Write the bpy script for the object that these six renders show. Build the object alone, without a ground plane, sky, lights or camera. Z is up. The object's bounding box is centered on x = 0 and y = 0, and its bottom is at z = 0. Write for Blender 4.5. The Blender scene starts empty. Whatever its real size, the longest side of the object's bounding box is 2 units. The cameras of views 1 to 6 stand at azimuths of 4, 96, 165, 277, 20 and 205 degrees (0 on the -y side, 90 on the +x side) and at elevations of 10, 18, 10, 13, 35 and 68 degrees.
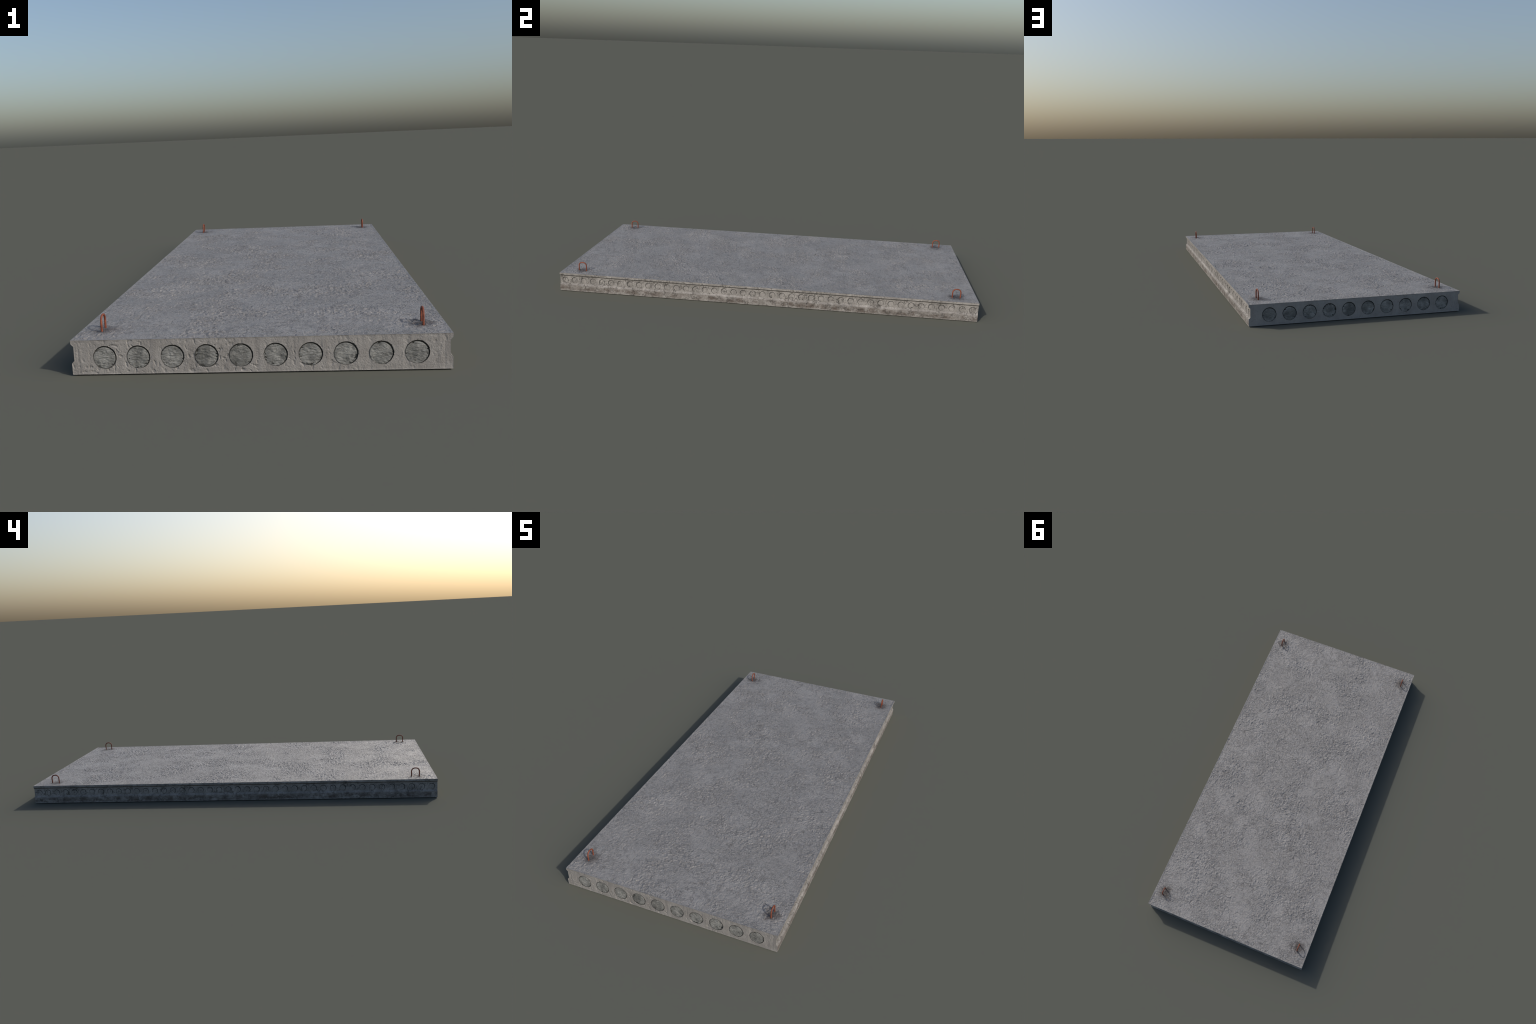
"""Hollow-core precast concrete floor slab with ten plugged cores per end,
a keyed long side with a row of shallow round dimples, and four rebar lifting loops."""
import bpy, math, random
import numpy as np

random.seed(11)

# ------------------------------------------------------------------ sizes (metres)
HALF_X, HALF_Y, TOP_Z = 0.4743, 1.0, 0.0900
CORE_PITCH, CORE_Z, CORE_R, CORES = 0.08630, 0.0442, 0.0302, 10
CORE_DEPTH = 0.0015
DIMPLE_PITCH, DIMPLE_Z, DIMPLE_R, DIMPLES = 0.0464, 0.0532, 0.0150, 43
DIMPLE_DEPTH = 0.0009
# long-side profile, bottom to top: (distance from slab axis, height)
SIDE_PROFILE = [(0.4743, 0.0000), (0.4743, 0.0297), (0.4675, 0.0368),
                (0.4675, 0.0737), (0.4743, 0.0805), (0.4743, 0.0900)]
LOOP_X, LOOP_Y, LOOP_HALF, WIRE_R, LOOP_TOP = 0.4160, 0.9040, 0.0187, 0.0028, 0.1330


# ------------------------------------------------------------------ noise in numpy
_rng = np.random.RandomState(5)
_PERM = _rng.permutation(256)
_PERM = np.concatenate([_PERM, _PERM, _PERM])
_GRAD = _rng.normal(size=(256, 3))
_GRAD /= np.linalg.norm(_GRAD, axis=1)[:, None]


def perlin(p):
    p = np.asarray(p, float)
    i = np.floor(p).astype(int)
    f = p - i
    w = f * f * f * (f * (f * 6 - 15) + 10)
    i &= 255
    out = np.zeros(len(p))
    for dx in (0, 1):
        for dy in (0, 1):
            for dz in (0, 1):
                h = _PERM[_PERM[_PERM[i[:, 0] + dx] + i[:, 1] + dy] + i[:, 2] + dz]
                g = _GRAD[h & 255]
                d = f - (dx, dy, dz)
                ww = (np.where(dx, w[:, 0], 1 - w[:, 0]) * np.where(dy, w[:, 1], 1 - w[:, 1])
                      * np.where(dz, w[:, 2], 1 - w[:, 2]))
                out += ww * (g * d).sum(1)
    return out * 1.5


def fbm(p, octaves=3):
    out, a = 0.0, 1.0
    for k in range(octaves):
        out = out + a * perlin(p * 2.03 ** k + 17.3 * k)
        a *= 0.5
    return out


def smooth(a, b, x):
    t = np.clip((x - a) / (b - a), 0, 1)
    return t * t * (3 - 2 * t)


def pits(p, scale, amount, seed, soft=0.28):
    """rounded pockmarks where a noise dips below a threshold"""
    n = perlin(p * scale + seed)
    return -smooth(amount, amount + soft, n)


def pebbles(p, size, share, seed):
    """scattered low stones on a plane: one per jittered cell, `share` of the cells filled"""
    q = p[:, :2] / size + seed
    q = q + 0.45 * np.stack([perlin(p * 0.9 / size + 7), perlin(p * 0.9 / size + 71)], 1)
    c = np.floor(q).astype(int)
    out = np.zeros(len(p))
    for dx in (-1, 0, 1):
        for dy in (-1, 0, 1):
            h = _PERM[_PERM[(c[:, 0] + dx) & 255] + ((c[:, 1] + dy) & 255)]
            jx, jy = _GRAD[h, 0] * 0.35 + 0.5, _GRAD[h, 1] * 0.35 + 0.5
            d = np.hypot(q[:, 0] - c[:, 0] - dx - jx, q[:, 1] - c[:, 1] - dy - jy)
            r = 0.28 + 0.30 * ((h * 37) % 101) / 101
            on = ((h * 53) % 97) / 97 < share
            out = np.maximum(out, on * smooth(r, r * 0.45, d) * (0.5 + r))
    return out


# ------------------------------------------------------------------ mesh helpers
def make_mesh(name, verts, faces, material, flat=False):
    me = bpy.data.meshes.new(name)
    me.from_pydata([tuple(v) for v in verts], [], faces)
    me.materials.append(material)
    me.polygons.foreach_set("use_smooth", [not flat] * len(me.polygons))
    me.update()
    return me


def add_object(name, mesh, parent, location=(0, 0, 0)):
    ob = bpy.data.objects.new(name, mesh)
    bpy.context.scene.collection.objects.link(ob)
    ob.parent = parent
    ob.location = location
    return ob


class Patch:
    """collects points in a flat (s, t) plane, welding shared ones"""
    def __init__(self):
        self.index, self.pts, self.faces = {}, [], []

    def v(self, s, t, d=0.0):
        key = (round(s, 6), round(t, 6), round(d, 6))
        if key not in self.index:
            self.index[key] = len(self.pts)
            self.pts.append((s, t, d))
        return self.index[key]

    def quad(self, a, b, c, d):
        q = []
        for i in (a, b, c, d):
            if i not in q:
                q.append(i)
        if len(q) > 2:
            self.faces.append(q)

    def grid(self, ss, ts):
        for i in range(len(ss) - 1):
            for j in range(len(ts) - 1):
                self.quad(self.v(ss[i], ts[j]), self.v(ss[i + 1], ts[j]),
                          self.v(ss[i + 1], ts[j + 1]), self.v(ss[i], ts[j + 1]))

    def socket(self, cs, ct, ss, ts, radius, rings, wall, ragged=None):
        """rectangle [ss] x [ts] with a round hole; `wall` lists (radius change, depth)"""
        border = [(s, ts[0]) for s in ss[:-1]] + [(ss[-1], t) for t in ts[:-1]] \
            + [(s, ts[-1]) for s in ss[:0:-1]] + [(ss[0], t) for t in ts[:0:-1]]
        rows = [[self.v(*b) for b in border]]
        ang = [math.atan2(b[1] - ct, b[0] - cs) for b in border]
        rad = [radius + (ragged(a) if ragged else 0) for a in ang]
        for k in range(1, rings + 1):
            f = (k / rings) ** 0.8
            row = []
            for (bs, bt), a, r in zip(border, ang, rad):
                hs, ht = cs + r * math.cos(a), ct + r * math.sin(a)
                row.append(self.v(bs + (hs - bs) * f, bt + (ht - bt) * f))
            rows.append(row)
        for dr, depth in wall:
            rows.append([self.v(cs + (r + dr) * math.cos(a), ct + (r + dr) * math.sin(a), depth)
                         for a, r in zip(ang, rad)])
        n = len(border)
        for r0, r1 in zip(rows, rows[1:]):
            for i in range(n):
                j = (i + 1) % n
                self.quad(r0[i], r0[j], r1[j], r1[i])


def disc(radius, rings, segs, edge):
    """plug face: concentric rings, last ones bend back down the rim.  returns (s,t,d)"""
    pts, faces = [(0, 0, 0)], []
    radii = [(radius * k / rings, 0.0) for k in range(1, rings + 1)]
    radii += [(radius + 0.35 * edge, edge * 0.4), (radius + 0.45 * edge, edge * 2.5)]
    for r, d in radii:
        for i in range(segs):
            a = 2 * math.pi * i / segs
            pts.append((r * math.cos(a), r * math.sin(a), d))
    for i in range(segs):
        faces.append([0, 1 + i, 1 + (i + 1) % segs])
    for k in range(len(radii) - 1):
        for i in range(segs):
            j = (i + 1) % segs
            a = 1 + k * segs
            faces.append([a + i, a + segs + i, a + segs + j, a + j])
    return np.array(pts), faces


# ------------------------------------------------------------------ materials
class Nodes:
    def __init__(self, name):
        self.mat = bpy.data.materials.new(name)
        self.mat.use_nodes = True
        self.t = self.mat.node_tree
        self.bsdf = self.t.nodes["Principled BSDF"]
        tc = self.t.nodes.new("ShaderNodeTexCoord")
        oi = self.t.nodes.new("ShaderNodeObjectInfo")
        add = self.t.nodes.new("ShaderNodeVectorMath")
        self.link(tc.outputs["Object"], add.inputs[0])
        self.link(oi.outputs["Location"], add.inputs[1])
        self.pos = add.outputs[0]
        self.random = oi.outputs["Random"]

    def link(self, a, b):
        self.t.links.new(a, b)

    def put(self, sock, val):
        if isinstance(val, bpy.types.NodeSocket):
            self.link(val, sock)
        else:
            sock.default_value = val

    def stretch(self, scale, offset=(0, 0, 0), vec=None):
        m = self.t.nodes.new("ShaderNodeMapping")
        self.link(vec or self.pos, m.inputs["Vector"])
        m.inputs["Scale"].default_value = scale
        m.inputs["Location"].default_value = offset
        return m.outputs[0]

    def noise(self, scale, detail=3, rough=0.55, distortion=0.0, vec=None, out="Fac"):
        n = self.t.nodes.new("ShaderNodeTexNoise")
        self.link(vec or self.pos, n.inputs["Vector"])
        n.inputs["Scale"].default_value = scale
        n.inputs["Detail"].default_value = detail
        n.inputs["Roughness"].default_value = rough
        n.inputs["Distortion"].default_value = distortion
        return n.outputs[out]

    def voronoi(self, scale, feature="DISTANCE_TO_EDGE", vec=None, rand=1.0):
        n = self.t.nodes.new("ShaderNodeTexVoronoi")
        n.feature = feature
        self.link(vec or self.pos, n.inputs["Vector"])
        n.inputs["Scale"].default_value = scale
        n.inputs["Randomness"].default_value = rand
        return n.outputs["Distance"]

    def warp(self, scale, amount, vec=None):
        """position pushed about by a noise"""
        c = self.noise(scale, 3, 0.6, vec=vec, out="Color")
        s = self.t.nodes.new("ShaderNodeVectorMath"); s.operation = "SUBTRACT"
        self.link(c, s.inputs[0]); s.inputs[1].default_value = (0.5, 0.5, 0.5)
        m = self.t.nodes.new("ShaderNodeVectorMath"); m.operation = "SCALE"
        self.link(s.outputs[0], m.inputs[0]); m.inputs["Scale"].default_value = amount
        a = self.t.nodes.new("ShaderNodeVectorMath")
        self.link(vec or self.pos, a.inputs[0]); self.link(m.outputs[0], a.inputs[1])
        return a.outputs[0]

    def math(self, op, a, b=0.0, clamp=False):
        n = self.t.nodes.new("ShaderNodeMath")
        n.operation = op
        n.use_clamp = clamp
        self.put(n.inputs[0], a)
        self.put(n.inputs[1], b)
        return n.outputs[0]

    def remap(self, x, a, b, c=0.0, d=1.0):
        n = self.t.nodes.new("ShaderNodeMapRange")
        n.interpolation_type = "SMOOTHSTEP"
        self.put(n.inputs[0], x)
        for i, v in zip((1, 2, 3, 4), (a, b, c, d)):
            n.inputs[i].default_value = v
        return n.outputs[0]

    def mix(self, fac, a, b, blend="MIX"):
        n = self.t.nodes.new("ShaderNodeMix")
        n.data_type = "RGBA"
        n.blend_type = blend
        self.put(n.inputs[0], fac)
        for s, v in ((n.inputs[6], a), (n.inputs[7], b)):
            if isinstance(v, tuple):
                v = (*v, 1.0) if len(v) == 3 else v
            self.put(s, v)
        return n.outputs[2]

    def xyz(self):
        n = self.t.nodes.new("ShaderNodeSeparateXYZ")
        self.link(self.pos, n.inputs[0])
        return n.outputs

    def bump(self, height, distance, strength=1.0, normal=None):
        n = self.t.nodes.new("ShaderNodeBump")
        n.inputs["Strength"].default_value = strength
        n.inputs["Distance"].default_value = distance
        self.link(height, n.inputs["Height"])
        if normal:
            self.link(normal, n.inputs["Normal"])
        return n.outputs[0]

    def finish(self, color, normal, rough, spec=0.5):
        self.put(self.bsdf.inputs["Base Color"], color)
        self.put(self.bsdf.inputs["Roughness"], rough)
        self.bsdf.inputs["Specular IOR Level"].default_value = spec
        if normal:
            self.link(normal, self.bsdf.inputs["Normal"])
        return self.mat


def top_material():
    m = Nodes("trowelled_concrete")
    rough_zone = m.remap(m.noise(5.0, 3, 0.55), 0.42, 0.60)
    # cloudy grey
    col = m.mix(m.remap(m.noise(7.0, 7, 0.70), 0.33, 0.68), (0.240, 0.234, 0.228), (0.280, 0.273, 0.266))
    col = m.mix(m.math("MULTIPLY", m.remap(m.noise(48, 5, 0.65, 0.4), 0.50, 0.68), 0.55),
                col, (0.135, 0.131, 0.131))
    # sooty smudges, clustered
    smudge = m.math("MULTIPLY", m.remap(m.noise(17, 7, 0.75, 0.6, vec=m.stretch((1, 1, 1), (3, 7, 0))), 0.55, 0.74),
                    m.remap(m.noise(3.2, 2), 0.38, 0.58))
    col = m.mix(m.math("MULTIPLY", smudge, 0.75), col, (0.088, 0.079, 0.073))
    # hairline crack networks, coarse and fine
    crack = m.math("MULTIPLY", m.remap(m.voronoi(7.0, vec=m.warp(9.0, 0.10)), 0.0, 0.017, 1.0, 0.0),
                   m.remap(m.noise(7, 3), 0.44, 0.58))
    fine = m.math("MULTIPLY", m.remap(m.voronoi(17.0, vec=m.warp(22.0, 0.05)), 0.0, 0.032, 1.0, 0.0),
                  m.remap(m.noise(6, 3, vec=m.stretch((1, 1, 1), (9, 2, 0))), 0.48, 0.62))
    crack = m.math("MAXIMUM", crack, m.math("MULTIPLY", fine, 0.8))
    crack = m.math("MULTIPLY", crack, m.remap(m.noise(55, 3), 0.30, 0.55))
    col = m.mix(m.math("MULTIPLY", crack, 0.55), col, (0.085, 0.078, 0.075))
    # rust stain plus painted contact shade round the feet of the lifting loops
    x, y, z = m.xyz()
    dx = m.math("SUBTRACT", m.math("ABSOLUTE", x), LOOP_X - 0.004)
    dy = m.math("SUBTRACT", m.math("ABSOLUTE", y), LOOP_Y)
    d = m.math("SQRT", m.math("ADD", m.math("MULTIPLY", dx, dx), m.math("MULTIPLY", dy, dy)))
    d = m.math("ADD", d, m.math("MULTIPLY", m.math("SUBTRACT", m.noise(38, 6, 0.75), 0.5), 0.11))
    rust_shade = m.math("MULTIPLY", m.remap(d, 0.006, 0.050, 1.0, 0.0),
                  m.remap(m.noise(2.3, 1, vec=m.stretch((1, 1, 1), (5.4, 1.7, 0))), 0.35, 0.62, 0.65, 1.0))
    col = m.mix(m.math("MULTIPLY", rust_shade, 0.95), col, (0.046, 0.034, 0.029))
    # grain
    grain = m.noise(300, 3, 0.65)
    col = m.mix(m.math("MULTIPLY", m.remap(grain, 0.50, 0.32), 0.40), col, (0.095, 0.092, 0.092))
    col = m.mix(m.math("MULTIPLY", m.remap(grain, 0.56, 0.72), 0.35), col, (0.37, 0.363, 0.355))
    # thin laitance flakes and pop-outs: flat plateaus with crisp edges, in patches
    def flakes(scale, lo, hi, shift):
        return m.remap(m.noise(scale, 2, 0.55, 0.6, vec=m.stretch((1, 1, 1), (shift, shift * 0.7, 0))), lo, hi)
    thin_zone = m.remap(m.noise(8.0, 3, 0.6, vec=m.stretch((1, 1, 1), (2, 5, 0))), 0.40, 0.56, 0.12, 1.0)
    plate = m.math("MULTIPLY", flakes(68, 0.54, 0.58, 1.3), rough_zone)
    chip = m.math("MULTIPLY", flakes(140, 0.55, 0.59, 4.1), thin_zone)
    popout = m.math("MULTIPLY", flakes(165, 0.57, 0.61, 7.7), thin_zone)
    lump = m.math("MULTIPLY", m.remap(m.voronoi(120, "SMOOTH_F1", vec=m.warp(110, 0.012)), 0.10, 0.75), rough_zone)
    h = m.math("ADD", m.math("MULTIPLY", grain, 0.55), m.math("MULTIPLY", lump, 0.25))
    h = m.math("ADD", h, m.math("ADD", m.math("MULTIPLY", plate, 0.45), m.math("MULTIPLY", chip, 0.40)))
    h = m.math("SUBTRACT", h, m.math("ADD", m.math("MULTIPLY", popout, 0.45), m.math("MULTIPLY", crack, 0.25)))
    col = m.mix(m.math("MULTIPLY", popout, 0.35), col, (0.11, 0.106, 0.103))
    nrm = m.bump(h, 0.0040, 1.0)
    return m.finish(col, nrm, m.remap(m.noise(20, 4), 0.3, 0.7, 0.45, 0.58), 0.5)


def end_material():
    m = Nodes("cast_end_concrete")
    streak = m.noise(1.0, 5, 0.6, vec=m.stretch((55, 55, 9)))
    col = m.mix(m.remap(m.noise(16, 5, 0.6), 0.32, 0.70), (0.252, 0.240, 0.227), (0.316, 0.303, 0.287))
    col = m.mix(m.math("MULTIPLY", m.remap(streak, 0.52, 0.70), 0.30), col, (0.20, 0.185, 0.170))
    col = m.mix(m.math("MULTIPLY", m.remap(m.noise(120, 4, 0.7), 0.55, 0.70), 0.50), col, (0.15, 0.14, 0.130))
    h = m.math("ADD", m.noise(260, 4, 0.6), m.math("MULTIPLY", streak, 0.6))
    return m.finish(col, m.bump(h, 0.0016, 0.8), 0.68, 0.4)


def plug_material():
    m = Nodes("core_plug_mortar")
    lines = m.noise(1.0, 4, 0.65, 0.5, vec=m.stretch((120, 120, 330)))
    col = m.mix(m.remap(m.noise(38, 4, 0.6), 0.32, 0.66), (0.150, 0.152, 0.144), (0.315, 0.316, 0.300))
    shade = m.math("MULTIPLY", m.remap(m.noise(17, 3), 0.42, 0.60), m.remap(m.random, 0.25, 0.9))  # hole shade baked into the colour as blotches, strength random per plug
    col = m.mix(m.math("MULTIPLY", shade, 0.60), col, (0.085, 0.086, 0.080))
    col = m.mix(m.math("MULTIPLY", m.remap(lines, 0.50, 0.68), 0.55), col, (0.110, 0.112, 0.106))
    return m.finish(col, m.bump(lines, 0.0026, 1.0), 0.72, 0.35)


def side_material():
    m = Nodes("formed_side_concrete")
    x, y, z = m.xyz()
    col = m.mix(m.remap(m.noise(22, 5, 0.62), 0.32, 0.68), (0.205, 0.196, 0.185), (0.305, 0.293, 0.278))
    col = m.mix(m.math("MULTIPLY", m.remap(m.noise(75, 7, 0.72), 0.50, 0.66), 0.60), col, (0.125, 0.115, 0.104))
    # ground-splash dirt along the lower ledge, patchy and brown
    band = m.math("MULTIPLY", m.remap(z, -0.004, 0.010), m.remap(z, 0.016, 0.040, 1.0, 0.0))
    blot = m.remap(m.noise(1.0, 7, 0.72, 0.3, vec=m.stretch((30, 26, 44))), 0.36, 0.64)
    dirt = m.math("MULTIPLY", band, blot)
    col = m.mix(m.math("MULTIPLY", dirt, 0.95), col, (0.088, 0.070, 0.059))
    # dark worm-hole squiggles
    w = m.voronoi(70, vec=m.warp(85, 0.022))
    squig = m.math("MULTIPLY", m.remap(w, 0.02, 0.08, 1.0, 0.0), m.remap(m.noise(34, 4), 0.48, 0.60))
    col = m.mix(m.math("MULTIPLY", squig, 0.70), col, (0.080, 0.072, 0.064))
    speck = m.math("MULTIPLY", m.remap(m.noise(170, 3, 0.7), 0.56, 0.68), m.remap(m.noise(30, 3), 0.42, 0.58))
    col = m.mix(m.math("MULTIPLY", speck, 0.80), col, (0.095, 0.087, 0.078))
    # shadow line under the overhanging top lip, painted into the colour
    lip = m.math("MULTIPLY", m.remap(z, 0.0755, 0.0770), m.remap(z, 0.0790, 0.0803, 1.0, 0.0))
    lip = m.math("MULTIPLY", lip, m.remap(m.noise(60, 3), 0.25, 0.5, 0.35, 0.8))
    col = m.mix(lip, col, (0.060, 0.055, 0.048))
    h = m.math("SUBTRACT", m.math("MULTIPLY", m.noise(240, 4, 0.65), 0.8), squig)
    return m.finish(col, m.bump(h, 0.0018, 0.9), 0.70, 0.35)


def joint_shade_material():  # near-black colour standing in for shade in the socket rims
    m = Nodes("joint_shade")
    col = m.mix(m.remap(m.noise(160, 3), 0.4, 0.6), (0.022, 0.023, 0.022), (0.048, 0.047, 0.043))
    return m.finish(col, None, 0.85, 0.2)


def rust_material():
    m = Nodes("rusted_steel")
    col = m.mix(m.remap(m.noise(140, 4, 0.6), 0.35, 0.66), (0.155, 0.039, 0.020), (0.245, 0.070, 0.034))
    col = m.mix(m.math("MULTIPLY", m.remap(m.noise(420, 3), 0.55, 0.72), 0.5), col, (0.120, 0.040, 0.025))
    return m.finish(col, m.bump(m.noise(700, 3), 0.0006, 0.6), 0.62, 0.4)


# ------------------------------------------------------------------ parts
def build_top(parent, mat):
    nx, ny = 500, 1052
    xs, ys = np.linspace(-HALF_X, HALF_X, nx), np.linspace(-HALF_Y, HALF_Y, ny)
    X, Y = np.meshgrid(xs, ys)
    p = np.stack([X.ravel(), Y.ravel(), np.zeros(nx * ny)], 1)
    zone = smooth(-0.25, 0.35, fbm(p * 5.0 + 3.0, 3))
    ridged = np.abs(perlin(p * 75 + 9)) + 0.6 * np.abs(perlin(p * 150 + 4))
    wide = smooth(-0.5, 0.1, fbm(p * 9.0 + 13.0, 2))
    rough = 0.25 + 0.75 * zone
    h = 0.0009 * rough * ridged
    h += 0.0012 * rough * (pits(p, 70, 0.24, 61.0, 0.09) + 0.7 * pits(p, 125, 0.22, 87.0, 0.12))
    h += rough * (0.0017 * pebbles(p, 0.0140, 0.34, 3.3) + 0.0012 * pebbles(p, 0.0090, 0.40, 41.7))
    h += 0.0008 * wide * pits(p, 55, 0.30, 31.0) + 0.0004 * fbm(p * 30, 3) + 0.00035 * perlin(p * 7 + 50)
    h = np.clip(h - h.mean(), -0.0030, 0.0026)
    rim = np.minimum(HALF_X - np.abs(p[:, 0]), HALF_Y - np.abs(p[:, 1]))
    h *= smooth(0.0, 0.010, rim)
    p[:, 2] = TOP_Z + h - 0.0008 * smooth(0, 0.01, rim)
    i = np.arange((nx - 1) * (ny - 1))
    a = (i // (nx - 1)) * nx + i % (nx - 1)
    f = np.stack([a, a + 1, a + nx + 1, a + nx], 1)
    me = bpy.data.meshes.new("top_surface")
    me.vertices.add(len(p)); me.vertices.foreach_set("co", p.ravel())
    me.loops.add(f.size); me.loops.foreach_set("vertex_index", f.ravel().astype(np.int32))
    me.polygons.add(len(f)); me.polygons.foreach_set("loop_start", (np.arange(len(f)) * 4).astype(np.int32))
    me.update(calc_edges=True)
    me.polygons.foreach_set("use_smooth", [True] * len(f))
    me.materials.append(mat)
    return add_object("top_surface", me, parent)


def profile_x(z):
    return np.interp(z, [q[1] for q in SIDE_PROFILE], [q[0] for q in SIDE_PROFILE])


def build_end(parent, mat, shade_mat, sign):
    """sign -1: the end at y = -1, +1: the end at y = +1"""
    pt = Patch()
    zs = sorted(set([round(v, 6) for v in np.linspace(0, TOP_Z, 61)] + [q[1] for q in SIDE_PROFILE]))
    half = CORE_PITCH / 2
    for k in range(CORES):
        c = (k - (CORES - 1) / 2) * CORE_PITCH
        ss = [c - half + CORE_PITCH * i / 56 for i in range(57)]
        seed = k * 3.7 + (50 if sign > 0 else 0)

        def ragged(a, seed=seed):
            q = np.array([[math.cos(a) * 3 + seed, math.sin(a) * 3, seed * 0.3],
                          [math.cos(a) * 9 + seed, math.sin(a) * 9, seed * 0.7]])
            n = perlin(q)
            nick = max(0.0, n[1] - 0.15) * (1.0 if sign < 0 else 0.4)
            return 0.0004 * n[0] + 0.0022 * nick
        wall = [(-0.0003, 0.0004), (-0.0004, CORE_DEPTH * 0.6), (-0.0005, CORE_DEPTH + 0.0003), (-0.0070, CORE_DEPTH + 0.0005)]
        pt.socket(c, CORE_Z, ss, zs, CORE_R, 16, wall, ragged)
    edge = CORES * CORE_PITCH / 2
    inner = 0.4675
    ss = np.linspace(edge, inner, 24)
    for side in (-1, 1):
        pt.grid([side * s for s in ss], zs)
        # ledge strips that follow the key profile
        for j in range(len(zs) - 1):
            x0, x1 = float(profile_x(zs[j])), float(profile_x(zs[j + 1]))
            steps = 5
            for i in range(steps):
                f0, f1 = i / steps, (i + 1) / steps
                q = [pt.v(side * (inner + (x0 - inner) * f0), zs[j]), pt.v(side * (inner + (x0 - inner) * f1), zs[j]),
                     pt.v(side * (inner + (x1 - inner) * f1), zs[j + 1]), pt.v(side * (inner + (x1 - inner) * f0), zs[j + 1])]
                pt.quad(*q)
    P = np.array(pt.pts)
    pos = np.stack([P[:, 0] * -sign, np.full(len(P), sign * HALF_Y), P[:, 1]], 1)
    # relief: left part of the front end is pockmarked, the rest trowelled with vertical drag marks
    q = pos * 1.0
    zone = 0.25 + 0.75 * smooth(-0.45, 0.25, fbm(q * 7 + 2, 2) - (1.0 * q[:, 0] if sign < 0 else 0.30))
    h = 0.0013 * zone * pits(q, 75, 0.34, 3.0, 0.12) + 0.0013 * zone * pits(q * (1, 1, 0.6), 130, 0.31, 8.0, 0.12) + 0.0006 * zone * pits(q, 230, 0.3, 5.0)
    h += 0.0003 * zone * fbm(q * 90, 2) + 0.00055 * fbm(q * (60, 60, 10), 2) - 0.0004 * smooth(0.045, 0.0, np.abs(perlin(q * (11, 1, 0.4) + 6))) + 0.0004 * perlin(q * 25)
    fade = smooth(0, 0.0025, np.minimum(np.minimum(P[:, 1], TOP_Z - P[:, 1]), profile_x(P[:, 1]) - np.abs(P[:, 0])))
    inwall = (P[:, 2] < 1e-9)
    h = np.minimum(h, 0.0004) * fade * np.where(inwall, 1, 0)
    pos[:, 1] = sign * (HALF_Y - P[:, 2] + h - 0.0004 * fade * inwall)
    faces = pt.faces
    me = make_mesh("end_face", pos, faces, mat)
    paint_joint_shade(me, shade_mat, P[:, 2] > 0.0003)
    orient(me, (0, sign, 0))
    return add_object("end_face", me, parent)


def paint_joint_shade(me, shade_mat, deep):
    """give the faces whose corners all lie in the joint round a socket a dark material as painted shade"""
    me.materials.append(shade_mat)
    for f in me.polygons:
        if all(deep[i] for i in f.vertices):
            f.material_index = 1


def orient(me, outward):
    """make faces look the given way on average (open shells)"""
    import bmesh
    bm = bmesh.new(); bm.from_mesh(me)
    bmesh.ops.recalc_face_normals(bm, faces=bm.faces)
    s = sum(f.normal.x * outward[0] + f.normal.y * outward[1] + f.normal.z * outward[2] for f in bm.faces if True)
    if s < 0:
        bmesh.ops.reverse_faces(bm, faces=bm.faces)
    bm.to_mesh(me); bm.free(); me.update()


def build_plugs(parent, mat):
    for sign in (-1, 1):
        for k in range(CORES):
            pts, faces = disc(CORE_R - 0.0026, 26, 96, 0.0006)
            c = (k - (CORES - 1) / 2) * CORE_PITCH
            q = np.stack([pts[:, 0] + c, np.full(len(pts), sign * 1.0), pts[:, 1]], 1)
            h = 0.0010 * fbm(q * (110, 1, 210) + k * 5.1, 3) + 0.0005 * perlin(q * 45 + k)
            r = np.hypot(pts[:, 0], pts[:, 1])
            h *= smooth(CORE_R, CORE_R - 0.004, r)
            y = -pts[:, 2] * 1.0 + h
            v = np.stack([pts[:, 0], sign * y, pts[:, 1]], 1)
            me = make_mesh("core_plug", v, faces, mat)
            orient(me, (0, sign, 0))
            add_object("core_plug", me, parent, (c - (0.0013 if sign < 0 else 0.0), sign * (HALF_Y - CORE_DEPTH), CORE_Z - 0.0017))


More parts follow.
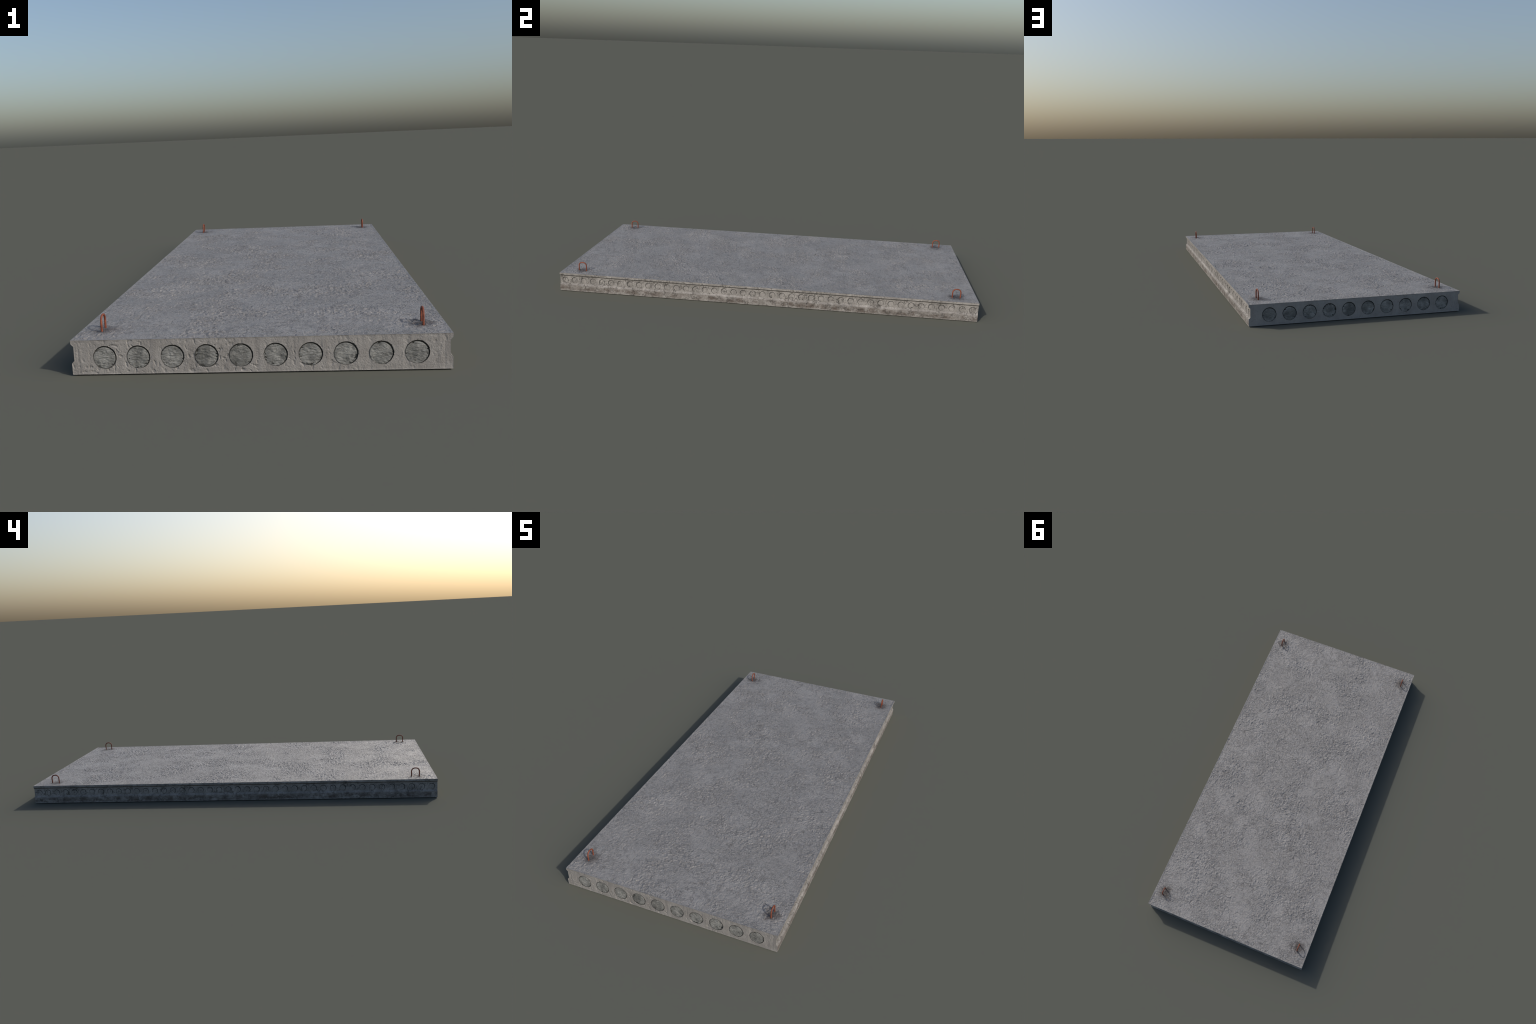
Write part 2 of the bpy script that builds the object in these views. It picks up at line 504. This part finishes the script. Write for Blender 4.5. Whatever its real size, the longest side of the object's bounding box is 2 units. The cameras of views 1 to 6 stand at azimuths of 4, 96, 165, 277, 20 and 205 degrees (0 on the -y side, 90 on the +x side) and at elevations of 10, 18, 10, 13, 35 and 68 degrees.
def build_side(parent, mat, shade_mat, sign):
    """profile strips plus the row of dimple sockets, unrolled as (y, arc) then bent"""
    prof = SIDE_PROFILE
    arc = [0.0]
    for a, b in zip(prof, prof[1:]):
        arc.append(arc[-1] + math.hypot(b[0] - a[0], b[1] - a[1]))
    pt = Patch()
    half = DIMPLE_PITCH / 2
    edge = DIMPLES * half
    ys = [-HALF_Y + (HALF_Y - edge) * i / 2 for i in range(2)]
    n = 30
    ys += [-edge + DIMPLE_PITCH * i / n for i in range(DIMPLES * n + 1)]
    ys += [edge + (HALF_Y - edge) * i / 2 for i in (1, 2)]
    ys = [round(v, 6) for v in ys]
    for seg, cuts in ((0, 18), (1, 6), (3, 6), (4, 6)):
        ts = [arc[seg] + (arc[seg + 1] - arc[seg]) * i / cuts for i in range(cuts + 1)]
        pt.grid(ys, ts)
    ts = [arc[2] + (arc[3] - arc[2]) * i / 24 for i in range(25)]
    pt.grid(ys[:3], ts)
    pt.grid(ys[-3:], ts)
    ct = arc[2] + DIMPLE_Z - prof[2][1]
    for k in range(DIMPLES):
        i0 = 2 + k * n
        ss = ys[i0:i0 + n + 1]
        c = (ss[0] + ss[-1]) / 2
        seed = k * 2.3 + sign * 40

        def ragged(a, seed=seed):
            v = perlin(np.array([[math.cos(a) * 2 + seed, math.sin(a) * 2, seed]]))[0]
            return 0.0005 * v
        pt.socket(c, ct, ss, ts, DIMPLE_R, 7,
                  [(-0.0002, 0.0003), (-0.0003, 0.0011), (-0.0004, 0.0014), (-0.0045, 0.0016)], ragged)
    P = np.array(pt.pts)
    x = np.interp(P[:, 1], arc, [q[0] for q in prof])
    z = np.interp(P[:, 1], arc, [q[1] for q in prof])
    flat = P[:, 2] < 1e-9
    q = np.stack([x * sign, P[:, 0], z], 1)
    zone = smooth(-0.3, 0.3, fbm(q * 9 + 5, 2))
    h = 0.0011 * zone * pits(q, 95, 0.15, 13.0, 0.14) + 0.0005 * fbm(q * 60, 3) + 0.0004 * perlin(q * 20)
    lim = np.minimum(np.minimum(z, TOP_Z - z), HALF_Y - np.abs(P[:, 0]))
    h = np.minimum(h, 0.0003) * smooth(0, 0.003, lim) * flat
    pos = np.stack([sign * (x - P[:, 2] + h), P[:, 0], z], 1)
    me = make_mesh("side_face", pos, pt.faces, mat)
    paint_joint_shade(me, shade_mat, P[:, 2] > 0.0010)
    orient(me, (sign, 0, 0))
    # keep the key edges crisp
    me.set_sharp_from_angle(angle=math.radians(33))
    return add_object("side_face", me, parent)


def build_dimples(parent, mat):
    for sign in (-1, 1):
        variants = []
        for j in range(6):
            pts, faces = disc(DIMPLE_R - 0.0019, 9, 48, 0.0004)
            q = np.stack([np.full(len(pts), j * 7.0 + sign), pts[:, 0], pts[:, 1]], 1)
            r = np.hypot(pts[:, 0], pts[:, 1])
            h = (0.0004 * fbm(q * (1, 110, 110), 3) + 0.0005 * pits(q, 110, 0.2, 2.0)) * smooth(DIMPLE_R, DIMPLE_R - 0.003, r)
            v = np.stack([sign * (h - pts[:, 2]), pts[:, 0], pts[:, 1]], 1)
            me = make_mesh("dimple", v, faces, mat)
            orient(me, (sign, 0, 0))
            variants.append(me)
        for k in range(DIMPLES):
            y = (k - (DIMPLES - 1) / 2) * DIMPLE_PITCH
            d = DIMPLE_DEPTH + random.uniform(-0.0003, 0.0003)
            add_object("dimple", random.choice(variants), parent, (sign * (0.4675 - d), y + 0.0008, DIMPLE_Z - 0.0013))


def build_underside(parent, mat):
    v = [(-HALF_X, -HALF_Y, 0), (-HALF_X, HALF_Y, 0), (HALF_X, HALF_Y, 0), (HALF_X, -HALF_Y, 0)]
    return add_object("underside", make_mesh("underside", v, [(0, 1, 2, 3)], mat, True), parent)


def build_loop_mesh(mat, seed):
    """inverted U of round bar, legs closing in slightly at the foot"""
    rr = np.random.RandomState(seed)
    zc = LOOP_TOP - WIRE_R - LOOP_HALF
    path = []
    foot = -0.012
    for i in range(12):
        f = i / 12
        path.append((-(LOOP_HALF - 0.0009 * (1 - f)), foot + (zc - TOP_Z - foot) * f))
    for i in range(33):
        a = math.pi * (1 - i / 32)
        c, sn, e = math.cos(a), max(0.0, math.sin(a)), 2 / 2.35
        path.append((LOOP_HALF * math.copysign(abs(c) ** e, c), zc - TOP_Z + LOOP_HALF * sn ** e))
    for i in range(11, -1, -1):
        f = i / 12
        path.append((LOOP_HALF - 0.0009 * (1 - f), foot + (zc - TOP_Z - foot) * f))
    P = np.array(path)
    T = np.gradient(P, axis=0)
    T /= np.linalg.norm(T, axis=1)[:, None]
    seg, verts, faces = 16, [], []
    for (y, z), (ty, tz) in zip(P, T):
        for i in range(seg):
            a = 2 * math.pi * i / seg
            r = WIRE_R * (1 + 0.03 * rr.normal() * 0.5)
            verts.append((r * math.cos(a), y - tz * r * math.sin(a), z + ty * r * math.sin(a)))
    for k in range(len(P) - 1):
        for i in range(seg):
            j = (i + 1) % seg
            faces.append((k * seg + i, k * seg + j, (k + 1) * seg + j, (k + 1) * seg + i))
    faces.append(tuple(range(seg)))
    faces.append(tuple(range((len(P) - 1) * seg, len(P) * seg))[::-1])
    me = make_mesh("lifting_loop", verts, faces, mat)
    orient_closed(me)
    return me


def orient_closed(me):
    import bmesh
    bm = bmesh.new(); bm.from_mesh(me)
    bmesh.ops.recalc_face_normals(bm, faces=bm.faces)
    bm.to_mesh(me); bm.free(); me.update()


def build():
    root = bpy.data.objects.new("concrete_slab", None)
    bpy.context.scene.collection.objects.link(root)
    root["label"] = "grey hollow-core concrete floor slab with rusty lifting loops"
    root["category"] = "concrete slab"
    top, end, plug, side, rust = top_material(), end_material(), plug_material(), side_material(), rust_material()
    shade_mat = joint_shade_material()
    build_top(root, top)
    for s in (-1, 1):
        build_end(root, end, shade_mat, s)
        build_side(root, side, shade_mat, s)
    build_underside(root, end)
    build_plugs(root, plug)
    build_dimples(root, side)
    k = 0
    for sx in (-1, 1):
        for sy in (-1, 1):
            ob = add_object("lifting_loop", build_loop_mesh(rust, 3 + k), root, (sx * LOOP_X, sy * LOOP_Y, TOP_Z))
            ob.rotation_euler = (0, 0, math.radians((1.5, -2.0, -1.0, 1.2)[k]))
            k += 1


build()
